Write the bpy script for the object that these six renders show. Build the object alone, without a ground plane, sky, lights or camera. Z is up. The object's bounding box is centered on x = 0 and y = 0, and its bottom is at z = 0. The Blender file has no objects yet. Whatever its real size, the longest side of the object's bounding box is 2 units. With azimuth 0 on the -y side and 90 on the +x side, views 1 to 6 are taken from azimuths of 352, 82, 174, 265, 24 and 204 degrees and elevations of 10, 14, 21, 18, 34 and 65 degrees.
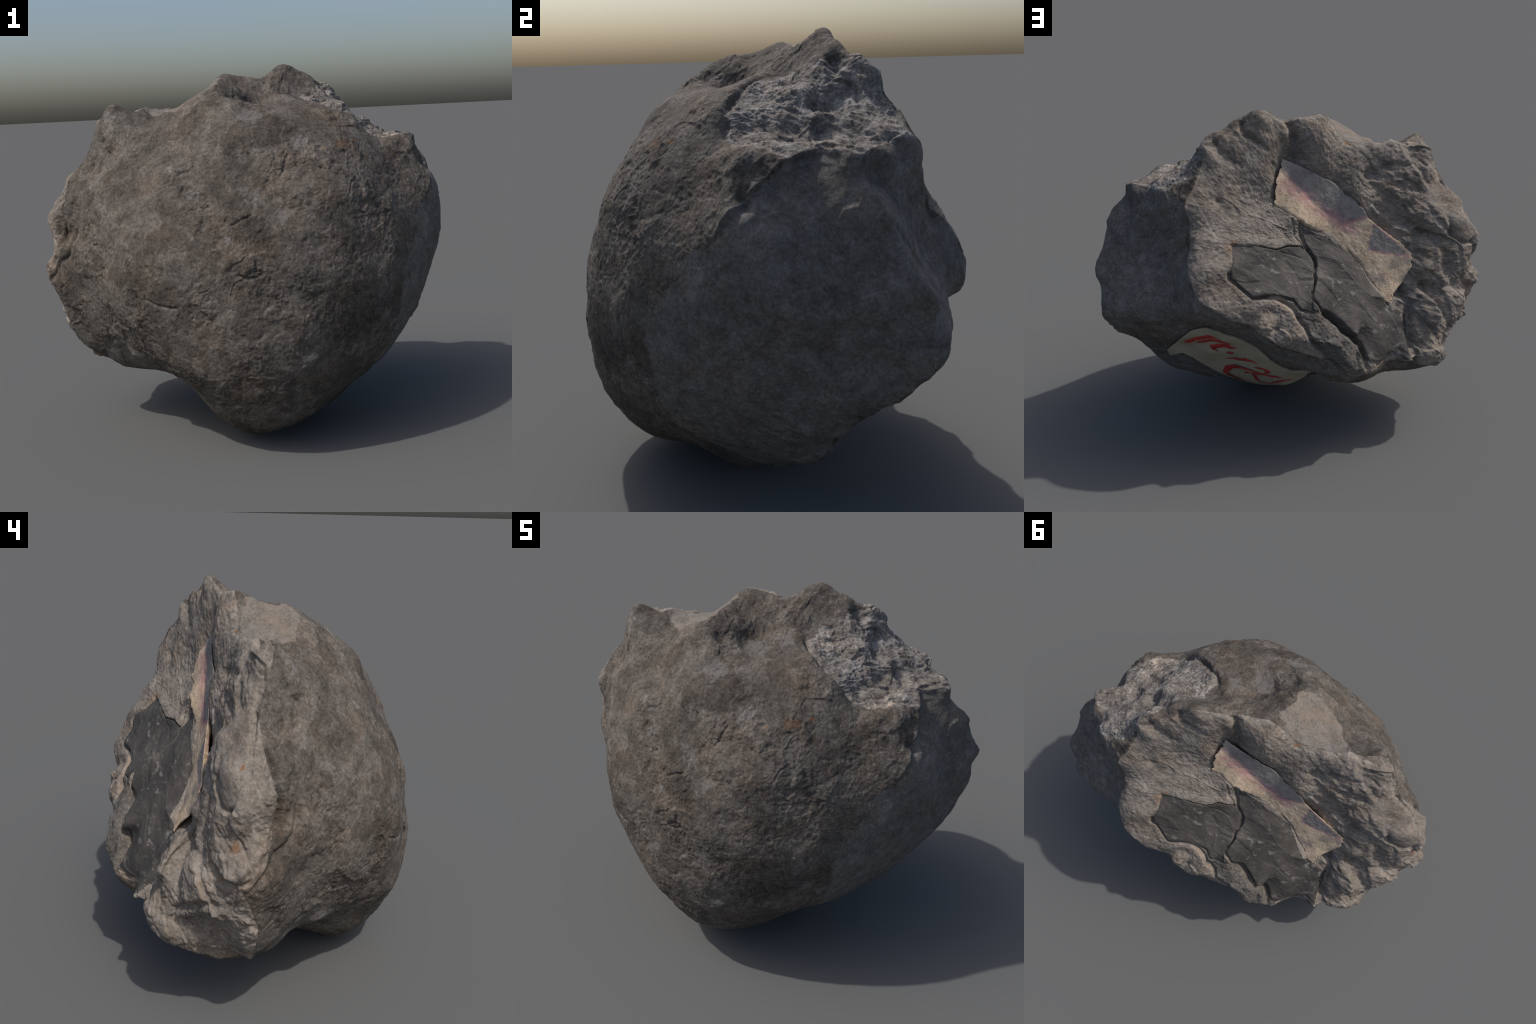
import bpy, math, random
import numpy as np

random.seed(7)
CENTRE = np.array([0.03, 0.0, 0.82])
LEVEL = 8                     # subdivisions of the icosahedron that carries the stone's skin

# ---------------------------------------------------------------------------
# 1. Landmarks of the stone: corners, peaks, ledges and bulges (metres).
#    A smooth radial surface is passed through them.
# ---------------------------------------------------------------------------
FRONT_RIND = [
    (-0.29, -0.35, 1.27), (-0.33, -0.44, 1.13), (-0.24, -0.41, 1.22), (-0.08, -0.53, 1.11), (-0.04, -0.46, 1.25), (0.02, -0.53, 1.17),
    (0.08, -0.48, 1.27), (0.11, -0.52, 1.19), (0.16, -0.56, 1.16), (0.24, -0.45, 1.28), (0.40, -0.35, 1.30), (-0.33, -0.54, 0.95),
    (-0.20, -0.59, 0.93), (-0.13, -0.57, 1.02), (0.03, -0.59, 1.02), (0.11, -0.64, 0.95), (0.18, -0.62, 0.92), (0.22, -0.61, 1.01),
    (0.26, -0.62, 0.95), (0.29, -0.59, 1.00), (0.51, -0.45, 1.01), (-0.48, -0.53, 0.79), (-0.30, -0.60, 0.76), (-0.28, -0.61, 0.72),
    (-0.21, -0.63, 0.83), (0.11, -0.68, 0.83), (0.14, -0.67, 0.73), (0.23, -0.65, 0.80), (0.40, -0.59, 0.78), (0.44, -0.54, 0.87),
    (0.52, -0.52, 0.83), (-0.50, -0.49, 0.54), (-0.52, -0.53, 0.69), (-0.46, -0.54, 0.61), (-0.21, -0.67, 0.61), (-0.21, -0.65, 0.53),
    (-0.18, -0.66, 0.65), (-0.13, -0.69, 0.52), (-0.11, -0.66, 0.68), (-0.08, -0.67, 0.68), (-0.01, -0.68, 0.62), (0.08, -0.70, 0.62),
    (-0.45, -0.41, 0.35), (-0.40, -0.47, 0.33), (-0.43, -0.53, 0.48), (-0.28, -0.62, 0.41), (-0.27, -0.61, 0.36), (-0.25, -0.63, 0.40),
    (-0.14, -0.64, 0.32), (-0.10, -0.67, 0.41), (0.09, -0.68, 0.46), (0.10, -0.68, 0.43), (0.36, -0.52, 0.37), (0.46, -0.51, 0.49),
]
CROWN = [
    (-0.15, -0.01, 1.58), (-0.08, -0.01, 1.56), (-0.23, -0.06, 1.53), (-0.16, -0.07, 1.57), (-0.21, -0.15, 1.54), (-0.07, -0.06, 1.55),
    (0.18, 0.05, 1.51), (0.27, 0.11, 1.52), (0.40, 0.16, 1.52), (0.21, 0.09, 1.52), (0.41, 0.23, 1.54), (0.42, 0.31, 1.55),
    (0.32, 0.25, 1.61), (0.46, 0.35, 1.51), (0.24, 0.23, 1.65), (0.28, 0.27, 1.54), (0.07, 0.07, 1.56), (0.22, 0.26, 1.52),
    (0.19, 0.24, 1.63), (0.14, 0.20, 1.62), (0.04, 0.14, 1.60), (0.05, 0.19, 1.52), (-0.01, 0.17, 1.60), (-0.02, 0.09, 1.59),
    (-0.10, 0.12, 1.62), (-0.13, 0.05, 1.60), (-0.22, 0.03, 1.52), (-0.52, -0.03, 1.43), (-0.29, -0.02, 1.49), (-0.44, -0.05, 1.41),
    (-0.40, -0.06, 1.46), (-0.36, -0.12, 1.43), (-0.31, -0.12, 1.49), (-0.32, -0.27, 1.37), (-0.24, -0.28, 1.41), (-0.17, -0.34, 1.41),
    (-0.09, -0.18, 1.50), (-0.09, -0.21, 1.50), (-0.02, -0.11, 1.46), (-0.07, -0.42, 1.36), (-0.05, -0.33, 1.41), (-0.02, -0.19, 1.48),
    (0.07, -0.32, 1.43), (0.15, -0.43, 1.30), (0.05, -0.13, 1.45), (0.03, -0.05, 1.48), (0.08, -0.13, 1.45), (0.25, -0.31, 1.37),
    (0.29, -0.28, 1.39), (0.34, -0.26, 1.39), (0.43, -0.19, 1.41), (0.43, -0.14, 1.41), (0.40, -0.13, 1.42), (0.30, -0.10, 1.47),
    (0.49, -0.09, 1.38), (0.36, -0.05, 1.43), (0.22, -0.01, 1.50), (0.41, 0.04, 1.45), (0.48, 0.08, 1.46), (0.52, 0.09, 1.41),
    (0.52, 0.16, 1.41), (0.48, 0.22, 1.45), (0.48, 0.35, 1.49), (0.39, 0.31, 1.47), (0.34, 0.31, 1.43), (0.28, 0.30, 1.41),
    (0.19, 0.26, 1.47), (0.13, 0.23, 1.41), (0.14, 0.25, 1.34), (0.09, 0.20, 1.41), (-0.07, 0.21, 1.34), (-0.11, 0.20, 1.49),
    (-0.24, 0.11, 1.48), (-0.35, 0.17, 1.32), (-0.27, 0.12, 1.47), (-0.37, 0.15, 1.36), (-0.36, 0.12, 1.45), (-0.44, 0.07, 1.47),
    (-0.36, 0.00, 1.45), (0.31, 0.34, 1.29), (0.22, 0.30, 1.28), (0.15, 0.30, 1.22), (0.05, 0.22, 1.19), (0.03, 0.19, 1.24),
    (-0.07, 0.22, 1.18), (-0.17, 0.20, 1.29), (-0.25, 0.22, 1.28), (-0.32, 0.20, 1.27), (-0.37, 0.17, 1.29),
]
EAST_FACET = [
    (0.52, -0.12, 1.32), (0.58, 0.03, 1.35), (0.72, 0.09, 1.31), (0.61, 0.09, 1.39), (0.65, 0.12, 1.34), (0.74, 0.24, 1.31),
    (0.74, 0.32, 1.32), (0.71, 0.37, 1.31), (0.59, 0.34, 1.38), (0.61, 0.42, 1.31), (0.62, -0.31, 1.10), (0.59, -0.25, 1.22),
    (0.67, -0.22, 1.19), (0.72, -0.15, 1.28), (0.79, -0.16, 1.16), (0.81, -0.05, 1.16), (0.76, 0.00, 1.27), (0.82, 0.05, 1.15),
    (0.79, 0.10, 1.25), (0.85, 0.18, 1.28), (0.91, 0.20, 1.17), (0.81, 0.22, 1.22), (0.82, 0.26, 1.28), (0.74, 0.35, 1.13),
    (0.71, 0.35, 1.26), (0.64, 0.45, 1.16), (0.57, 0.46, 1.17), (0.56, 0.46, 1.26), (0.69, -0.34, 0.92), (0.80, -0.23, 0.91),
    (0.81, -0.21, 1.08), (0.88, -0.09, 0.94), (0.88, -0.08, 1.08), (0.87, 0.08, 1.00), (0.94, 0.20, 0.94), (0.94, 0.25, 1.09),
    (0.95, 0.28, 1.01), (0.98, 0.31, 0.94), (0.82, 0.31, 1.09), (0.86, 0.36, 0.94), (0.70, 0.41, 0.97), (0.65, 0.40, 1.03),
    (0.65, -0.38, 0.89), (0.76, -0.27, 0.74), (0.83, -0.20, 0.87), (0.91, -0.02, 0.83), (0.88, -0.01, 0.71), (0.87, 0.12, 0.75),
    (0.95, 0.18, 0.86), (0.93, 0.23, 0.74), (0.97, 0.29, 0.84), (0.99, 0.36, 0.88), (0.96, 0.39, 0.83), (0.80, 0.42, 0.85),
    (0.82, 0.49, 0.74), (0.65, 0.50, 0.88), (0.58, -0.44, 0.61), (0.83, -0.10, 0.69), (0.86, 0.05, 0.62), (0.88, 0.24, 0.51),
    (0.91, 0.30, 0.55), (0.94, 0.37, 0.63), (0.78, 0.32, 0.52), (0.96, 0.42, 0.69), (0.80, 0.40, 0.57), (0.80, 0.43, 0.64),
    (0.77, 0.46, 0.65), (0.71, 0.44, 0.60), (0.58, 0.45, 0.59), (0.51, 0.40, 0.54), (0.59, -0.35, 0.42), (0.69, -0.12, 0.40),
    (0.70, 0.00, 0.31), (0.79, 0.13, 0.38), (0.82, 0.15, 0.43), (0.86, 0.19, 0.48), (0.64, 0.19, 0.33), (0.59, 0.31, 0.48),
    (0.46, 0.38, 0.47), (0.72, 0.11, 0.28),
]
BACK_FRACTURE = [
    (0.48, 0.41, 1.34), (0.38, 0.40, 1.24), (0.41, 0.45, 1.17), (0.33, 0.40, 1.18), (0.25, 0.34, 1.22), (0.22, 0.37, 1.16),
    (0.21, 0.39, 1.13), (0.02, 0.31, 1.14), (0.01, 0.30, 1.11), (-0.29, 0.24, 1.19), (0.54, 0.50, 1.05), (0.53, 0.55, 1.04),
    (0.50, 0.53, 1.09), (0.41, 0.53, 1.03), (0.47, 0.61, 0.97), (0.34, 0.47, 1.06), (0.39, 0.59, 0.98), (0.36, 0.59, 0.93),
    (0.30, 0.54, 0.96), (0.22, 0.47, 1.02), (0.11, 0.48, 0.93), (0.08, 0.41, 0.98), (-0.06, 0.45, 0.92), (-0.07, 0.38, 0.96),
    (-0.16, 0.37, 0.95), (-0.26, 0.32, 0.93), (-0.27, 0.28, 0.94), (-0.30, 0.29, 0.91), (-0.34, 0.22, 1.10), (0.58, 0.58, 0.82),
    (0.52, 0.64, 0.88), (0.52, 0.64, 0.76), (0.40, 0.67, 0.82), (0.33, 0.67, 0.78), (0.24, 0.65, 0.73), (0.23, 0.64, 0.82),
    (0.19, 0.68, 0.73), (0.18, 0.62, 0.78), (0.15, 0.55, 0.89), (0.15, 0.60, 0.83), (0.15, 0.65, 0.72), (0.03, 0.49, 0.88),
    (0.03, 0.62, 0.77), (0.01, 0.60, 0.76), (-0.04, 0.54, 0.84), (-0.09, 0.58, 0.76), (-0.13, 0.56, 0.73), (-0.16, 0.48, 0.81),
    (-0.20, 0.53, 0.73), (-0.20, 0.40, 0.88), (-0.29, 0.43, 0.79), (-0.26, 0.38, 0.87), (-0.38, 0.36, 0.79), (-0.42, 0.38, 0.76),
    (-0.46, 0.36, 0.71), (-0.52, 0.32, 0.75), (0.47, 0.49, 0.65), (0.39, 0.42, 0.54), (0.46, 0.56, 0.69), (0.39, 0.52, 0.60),
    (0.34, 0.56, 0.64), (0.30, 0.51, 0.58), (0.33, 0.62, 0.70), (0.18, 0.60, 0.59), (0.16, 0.67, 0.63), (0.12, 0.62, 0.59),
    (0.11, 0.61, 0.56), (0.11, 0.68, 0.68), (0.05, 0.65, 0.61), (0.00, 0.64, 0.69), (-0.13, 0.65, 0.55), (-0.14, 0.65, 0.64),
    (-0.21, 0.67, 0.53), (-0.26, 0.59, 0.65), (-0.26, 0.56, 0.61), (-0.29, 0.53, 0.64), (-0.40, 0.53, 0.57), (-0.38, 0.44, 0.69),
    (-0.48, 0.49, 0.54), (-0.56, 0.46, 0.55), (-0.53, 0.43, 0.61), (-0.54, 0.38, 0.69), (0.40, 0.37, 0.45), (-0.05, 0.60, 0.46),
    (-0.12, 0.63, 0.48), (-0.15, 0.64, 0.43), (-0.23, 0.64, 0.44), (-0.32, 0.62, 0.46), (-0.44, 0.49, 0.39), (-0.47, 0.51, 0.47),
    (-0.56, 0.53, 0.45), (-0.52, 0.48, 0.45), (-0.51, 0.47, 0.39), (-0.46, 0.38, 0.34), (-0.70, 0.47, 0.46),
]
WEST_SHOULDER = [
    (-0.67, -0.04, 1.38), (-0.67, -0.06, 1.30), (-0.63, -0.07, 1.41), (-0.57, 0.12, 1.39), (-0.71, 0.07, 1.39), (-0.67, 0.00, 1.46),
    (-0.62, 0.00, 1.49), (-0.74, -0.02, 1.21), (-0.74, -0.12, 1.13), (-0.54, -0.20, 1.27), (-0.38, -0.30, 1.27), (-0.41, -0.35, 1.22),
    (-0.43, 0.21, 1.17), (-0.69, 0.20, 1.16), (-0.57, 0.16, 1.26), (-0.65, 0.18, 1.18), (-0.66, 0.14, 1.24), (-0.76, 0.16, 1.16),
    (-0.85, 0.12, 1.18), (-0.76, 0.05, 1.29), (-0.84, 0.06, 1.20), (-0.87, -0.02, 0.93), (-0.82, -0.07, 1.01), (-0.75, -0.14, 1.07),
    (-0.73, -0.18, 1.03), (-0.75, -0.19, 0.92), (-0.63, -0.25, 1.07), (-0.68, -0.29, 1.03), (-0.66, -0.30, 0.94), (-0.62, -0.31, 1.07),
    (-0.64, -0.36, 0.92), (-0.57, -0.37, 0.99), (-0.52, -0.45, 0.94), (-0.36, 0.22, 1.02), (-0.39, 0.21, 1.02), (-0.50, 0.25, 1.00),
    (-0.58, 0.26, 0.94), (-0.72, 0.26, 0.97), (-0.80, 0.22, 1.00), (-0.87, 0.18, 1.08), (-0.95, 0.14, 0.98), (-0.89, 0.11, 1.09),
    (-0.90, 0.00, 1.03), (-0.84, -0.11, 0.89), (-0.71, -0.26, 0.79), (-0.60, -0.43, 0.76), (-0.64, 0.37, 0.73), (-0.58, 0.28, 0.87),
    (-0.60, 0.28, 0.82), (-0.65, 0.28, 0.86), (-0.66, 0.28, 0.75), (-0.74, 0.29, 0.79), (-0.72, 0.27, 0.85), (-0.85, 0.24, 0.90),
    (-0.90, 0.21, 0.76), (-0.99, 0.13, 0.73), (-0.94, 0.13, 0.82), (-0.81, -0.07, 0.57), (-0.83, -0.08, 0.68), (-0.67, -0.35, 0.69),
    (-0.58, -0.44, 0.67), (-0.72, 0.42, 0.66), (-0.72, 0.40, 0.58), (-0.68, 0.32, 0.69), (-0.76, 0.31, 0.69), (-0.81, 0.32, 0.61),
    (-0.92, 0.19, 0.62), (-0.81, -0.04, 0.48), (-0.65, -0.12, 0.39), (-0.61, -0.21, 0.37), (-0.64, -0.24, 0.49), (-0.55, -0.29, 0.39),
    (-0.69, 0.41, 0.37), (-0.77, 0.35, 0.46), (-0.79, 0.34, 0.39), (-0.84, 0.24, 0.45), (-0.73, 0.05, 0.30), (-0.84, 0.06, 0.37),
    (-0.91, 0.06, 0.49), (-0.68, 0.00, 0.28),
]
UNDERSIDE = [
    (-0.57, -0.13, 0.33), (-0.18, -0.62, 0.31), (0.40, 0.28, 0.34), (0.27, 0.29, 0.31), (0.31, 0.34, 0.41), (0.28, 0.34, 0.34),
    (-0.07, 0.51, 0.40), (-0.06, 0.43, 0.36), (-0.13, 0.40, 0.33), (-0.23, 0.45, 0.30), (-0.43, -0.08, 0.23), (-0.42, -0.22, 0.28),
    (-0.26, -0.18, 0.15), (-0.17, -0.12, 0.11), (-0.40, -0.38, 0.29), (-0.37, -0.39, 0.27), (-0.31, -0.38, 0.18), (-0.32, -0.46, 0.24),
    (-0.28, -0.41, 0.15), (-0.24, -0.41, 0.11), (-0.11, -0.62, 0.26), (-0.07, -0.58, 0.17), (-0.03, -0.62, 0.22), (-0.00, -0.62, 0.21),
    (-0.00, -0.66, 0.27), (0.06, -0.55, 0.14), (0.12, -0.60, 0.26), (0.20, -0.50, 0.17), (0.23, -0.30, 0.11), (0.32, -0.43, 0.24),
    (0.43, -0.19, 0.17), (0.58, -0.09, 0.23), (0.52, -0.03, 0.14), (0.66, 0.09, 0.22), (0.33, 0.06, 0.13), (0.52, 0.16, 0.22),
    (0.06, 0.33, 0.24), (-0.02, 0.29, 0.24), (-0.11, 0.32, 0.29), (-0.28, 0.34, 0.28), (-0.14, 0.16, 0.20), (-0.36, 0.31, 0.28),
    (-0.60, 0.13, 0.22), (-0.52, 0.03, 0.23), (-0.16, -0.39, 0.05), (-0.09, -0.40, 0.03), (-0.01, -0.43, 0.05), (0.06, -0.46, 0.07),
    (0.13, -0.36, 0.08), (0.15, -0.12, 0.00), (0.31, -0.10, 0.03),
]

LANDMARKS = np.array(FRONT_RIND + CROWN + EAST_FACET + BACK_FRACTURE + WEST_SHOULDER + UNDERSIDE)


def unit(v):
    v = np.asarray(v, float)
    return v / np.linalg.norm(v, axis=-1, keepdims=True)


class Hull:
    """Multiquadric radius function over directions from the centre."""
    def __init__(self, pts, soft=0.04, slack=1e-3):
        self.SOFT = soft
        p = pts - CENTRE
        self.u = unit(p)
        r = np.linalg.norm(p, axis=1)
        n = len(r)
        m = np.zeros((n + 4, n + 4))
        m[:n, :n] = self.kernel(self.u) - slack * np.eye(n)
        m[:n, n] = m[n, :n] = 1
        m[:n, n + 1:] = self.u
        m[n + 1:, :n] = self.u.T
        self.w = np.linalg.solve(m, np.r_[r, 0, 0, 0, 0])

    def kernel(self, d):
        return np.sqrt(np.clip(2 - 2 * d @ self.u.T, 0, None) + self.SOFT ** 2)

    def __call__(self, d):
        out = np.empty(len(d))
        n = len(self.u)
        for i in range(0, len(d), 40000):
            k = d[i:i + 40000]
            out[i:i + 40000] = self.kernel(k) @ self.w[:n] + self.w[n] + k @ self.w[n + 1:]
        return out


sharp_hull = Hull(LANDMARKS)
calm_hull = Hull(LANDMARKS, 0.12, 0.035)      # the same stone with its small bumps eased
# two broken planes that cut the east end and the belly: outward normal, distance from the origin
CUTS = [((0.500, 0.782, 0.371), 1.150), ((0.280, 0.732, -0.621), 0.150)]


def hull(d):
    """Radius of the stone; worn skin and flat facets are calmer than the broken parts."""
    calm = np.zeros(len(d))
    for chart, outline, inset, width, amount in CALM:
        calm = np.maximum(calm, amount * smooth(chart.inside(d, outline), inset, inset + width))
    for p in EAST_EDGE:                       # but the arris between the two east facets stays sharp
        calm *= 1 - np.exp(-(2 - 2 * d @ unit(np.array(p) - CENTRE)) / 0.012)
    r = sharp_hull(d) * (1 - calm) + calm_hull(d) * calm
    for n, off in CUTS:
        n = np.array(n)
        s = np.linalg.norm(n)
        n, off = n / s, off / s
        c = d @ n
        limit = np.where(c > 0.05, (off - CENTRE @ n) / np.maximum(c, 0.05), 9.0)
        r = np.minimum(r, limit)
    return r


# ---------------------------------------------------------------------------
# 2. Noise and shape helpers
# ---------------------------------------------------------------------------
def lattice(ix, iy, iz, seed):
    h = (ix.astype(np.uint32) * np.uint32(374761393) + iy.astype(np.uint32) * np.uint32(668265263)
         + iz.astype(np.uint32) * np.uint32(2147483647) + np.uint32((seed * 974634777 + 12345) & 0xFFFFFFFF))
    h = (h ^ (h >> np.uint32(13))) * np.uint32(1274126177)
    h = (h ^ (h >> np.uint32(16))) * np.uint32(2246822519)
    return h ^ (h >> np.uint32(15))


def noise(p, freq, seed=0):
    """Gradient noise, about -1..1."""
    q = (np.asarray(p) * freq + 100.0).astype(np.float32)
    f = np.floor(q)
    i = f.astype(np.int32)
    f = q - f
    s = f * f * f * (f * (f * 6 - 15) + 10)
    out = np.zeros(len(q), np.float32)
    for cx in (0, 1):
        for cy in (0, 1):
            for cz in (0, 1):
                h = lattice(i[:, 0] + cx, i[:, 1] + cy, i[:, 2] + cz, seed)
                g = ((h & np.uint32(1023)).astype(np.float32) / 511.5 - 1, ((h >> np.uint32(10)) & np.uint32(1023)).astype(np.float32) / 511.5 - 1,
                     ((h >> np.uint32(20)) & np.uint32(1023)).astype(np.float32) / 511.5 - 1)
                dot = g[0] * (f[:, 0] - cx) + g[1] * (f[:, 1] - cy) + g[2] * (f[:, 2] - cz)
                wx = s[:, 0] if cx else 1 - s[:, 0]
                wy = s[:, 1] if cy else 1 - s[:, 1]
                wz = s[:, 2] if cz else 1 - s[:, 2]
                out += wx * wy * wz * dot
    return out * 1.25


def fbm(p, freq, octaves=4, gain=0.5, seed=0, ridged=False):
    out = np.zeros(len(p), np.float32)
    a = 1.0
    for o in range(octaves):
        n = noise(p, freq * 2.03 ** o, seed + 17 * o)
        out += a * ((0.5 - np.abs(n)) * 1.6 if ridged else n)
        a *= gain
    return out


def smooth(x, a, b):
    t = np.clip((x - a) / (b - a), 0, 1)
    return t * t * (3 - 2 * t)


def terrace(h, step, sharp=0.75):
    """Turn a smooth height into flaky steps with rounded risers."""
    k = h / step
    f = np.floor(k)
    return (f + smooth(k - f, sharp, 1.0)) * step


def resample(line, n):
    p = np.array(line, float)
    s = np.r_[0, np.cumsum(np.linalg.norm(np.diff(p, axis=0), axis=1))]
    t = np.linspace(0, s[-1], n)
    return np.stack([np.interp(t, s, p[:, k]) for k in range(p.shape[1])], -1)


def on_skin(points):
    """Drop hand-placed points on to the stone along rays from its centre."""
    d = unit(np.array(points, float) - CENTRE)
    return CENTRE + d * hull(d)[:, None]


def line_distance(p, line, reach=0.12):
    """Distance from points to a polyline; far points are given as 'reach'. Also the position along it."""
    q = on_skin(resample(line, 6 * len(line)))
    d = np.full(len(p), reach)
    t = np.zeros(len(p))
    near = np.where(np.all((p > q.min(0) - reach) & (p < q.max(0) + reach), axis=1))[0]
    x = p[near]
    best, along = np.full(len(x), reach), np.zeros(len(x))
    for k in range(len(q) - 1):
        a, b = q[k], q[k + 1]
        h = np.clip((x - a) @ (b - a) / max(1e-9, (b - a) @ (b - a)), 0, 1)
        e = np.linalg.norm(x - a - h[:, None] * (b - a), axis=1)
        m = e < best
        best[m], along[m] = e[m], (k + h[m]) / (len(q) - 1)
    d[near], t[near] = best, along
    return d, t


def facets(p, freq, tilt=0.5, lift=0.35, seed=0, where=None):
    """Angular broken relief: every Voronoi cell is a small plane with its own height and slope. Height in cell sizes."""
    out = np.zeros(len(p), np.float32)
    idx = np.arange(len(p)) if where is None else np.where(where)[0]
    q = (p[idx] * freq + 100.0).astype(np.float32)
    f = np.floor(q)
    i = f.astype(np.int32)
    f = q - f
    best, second = np.full(len(q), 9.0, np.float32), np.full(len(q), 9.0, np.float32)
    val = np.zeros(len(q), np.float32)
    unit10 = np.float32(1 / 1023)
    for cx in (-1, 0, 1):
        for cy in (-1, 0, 1):
            for cz in (-1, 0, 1):
                h = lattice(i[:, 0] + cx, i[:, 1] + cy, i[:, 2] + cz, seed)
                dx = f[:, 0] - cx - (h & np.uint32(1023)) * unit10
                dy = f[:, 1] - cy - ((h >> np.uint32(10)) & np.uint32(1023)) * unit10
                dz = f[:, 2] - cz - ((h >> np.uint32(20)) & np.uint32(1023)) * unit10
                d = dx * dx + dy * dy + dz * dz
                g = h * np.uint32(2654435761)
                g = g ^ (g >> np.uint32(15))
                a = (g & np.uint32(255)).astype(np.float32) / 127.5 - 1
                b = ((g >> np.uint32(8)) & np.uint32(255)).astype(np.float32) / 127.5 - 1
                c = ((g >> np.uint32(16)) & np.uint32(255)).astype(np.float32) / 127.5 - 1
                e = ((g >> np.uint32(24)) & np.uint32(255)).astype(np.float32) / 127.5 - 1
                near = d < best
                second = np.where(near, best, np.minimum(second, d))
                val = np.where(near, lift * e + tilt * (a * dx + b * dy + c * dz), val)
                best = np.where(near, d, best)
    edge = np.sqrt(second) - np.sqrt(best)
    out[idx] = val * smooth(edge, 0.0, 0.10)
    return out / freq


class Chart:
    """Stereographic map of directions about an axis, to test outlines drawn on the stone."""

    def __init__(self, axis):
        self.a = unit(axis)
        self.x = unit(np.cross([0, 0, 1.0], self.a))
        self.y = np.cross(self.a, self.x)

    def __call__(self, d):
        k = 2 / np.clip(1 + d @ self.a, 0.05, None)
        return np.stack([(d @ self.x) * k, (d @ self.y) * k], -1)

    def inside(self, d, outline):
        """Signed distance (radians, positive inside) of directions from an outline of points on the stone."""
        poly = self(unit(np.array(outline, float) - CENTRE))
        q = self(d)
        best = np.full(len(q), 9.0)
        odd = np.zeros(len(q), bool)
        for k in range(len(poly)):
            a, b = poly[k], poly[(k + 1) % len(poly)]
            e = b - a
            h = np.clip((q - a) @ e / max(1e-9, e @ e), 0, 1)
            best = np.minimum(best, np.linalg.norm(q - a - h[:, None] * e, axis=1))
            with np.errstate(divide="ignore", invalid="ignore"):
                odd ^= ((a[1] > q[:, 1]) != (b[1] > q[:, 1])) & (q[:, 0] < e[0] * (q[:, 1] - a[1]) / (e[1] if e[1] else 1e-9) + a[0])
        far = d @ self.a < -0.6
        return np.where(far, -2.0, np.where(odd, best, -best))


def icosphere(level):
    g = (1 + 5 ** 0.5) / 2
    v = unit([(-1, g, 0), (1, g, 0), (-1, -g, 0), (1, -g, 0), (0, -1, g), (0, 1, g), (0, -1, -g), (0, 1, -g), (g, 0, -1), (g, 0, 1), (-g, 0, -1), (-g, 0, 1)])
    f = np.array([(0, 11, 5), (0, 5, 1), (0, 1, 7), (0, 7, 10), (0, 10, 11), (1, 5, 9), (5, 11, 4), (11, 10, 2), (10, 7, 6), (7, 1, 8),
                  (3, 9, 4), (3, 4, 2), (3, 2, 6), (3, 6, 8), (3, 8, 9), (4, 9, 5), (2, 4, 11), (6, 2, 10), (8, 6, 7), (9, 8, 1)])
    for _ in range(level):
        e = np.sort(np.concatenate([f[:, [0, 1]], f[:, [1, 2]], f[:, [2, 0]]]), axis=1)
        key = e[:, 0].astype(np.int64) * len(v) + e[:, 1]
        uniq, inv = np.unique(key, return_inverse=True)
        a, b = uniq // len(v), uniq % len(v)
        m = inv + len(v)
        n = len(f)
        p, q, r = m[:n], m[n:2 * n], m[2 * n:]
        v = np.concatenate([v, unit(v[a] + v[b])])
        f = np.concatenate([np.stack(c, 1) for c in ((f[:, 0], p, r), (f[:, 1], q, p), (f[:, 2], r, q), (p, q, r))])
    return v, f


def normals_of(v, f):
    n = np.cross(v[f[:, 1]] - v[f[:, 0]], v[f[:, 2]] - v[f[:, 0]])
    out = np.stack([sum(np.bincount(f[:, k], n[:, c], len(v)) for k in range(3)) for c in range(3)], -1)
    return unit(out + 1e-12)


# ---------------------------------------------------------------------------
# 3. Outlines and lines of the features that can be seen on the stone
# ---------------------------------------------------------------------------
BACK = Chart((-0.10, 0.90, 0.25))
EAST = Chart((0.95, 0.25, 0.10))
TOP = Chart((0.10, 0.0, 1.0))
WEST = Chart((-0.85, 0.35, -0.35))

FRACTURE_FACE = [(0.48, 0.35, 1.49), (0.36, 0.29, 1.57), (0.24, 0.235, 1.64), (0.04, 0.14, 1.60), (-0.10, 0.12, 1.62), (-0.17, 0.10, 1.49), (-0.24, 0.115, 1.48), (-0.38, 0.08, 1.46),
                 (-0.44, 0.06, 1.47), (-0.64, 0.0, 1.46), (-0.72, 0.03, 1.36), (-0.77, 0.07, 1.29), (-0.87, 0.03, 1.12), (-0.89, -0.01, 1.0), (-0.92, 0.01, 0.88), (-0.96, 0.04, 0.75),
                 (-0.99, 0.12, 0.70), (-0.88, 0.05, 0.52), (-0.73, 0.05, 0.30), (-0.69, 0.40, 0.37), (-0.52, 0.48, 0.44), (-0.32, 0.62, 0.44), (-0.03, 0.64, 0.57), (0.05, 0.65, 0.60),
                 (0.40, 0.66, 0.80), (0.52, 0.645, 0.88), (0.54, 0.50, 1.05), (0.56, 0.46, 1.26)]
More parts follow.
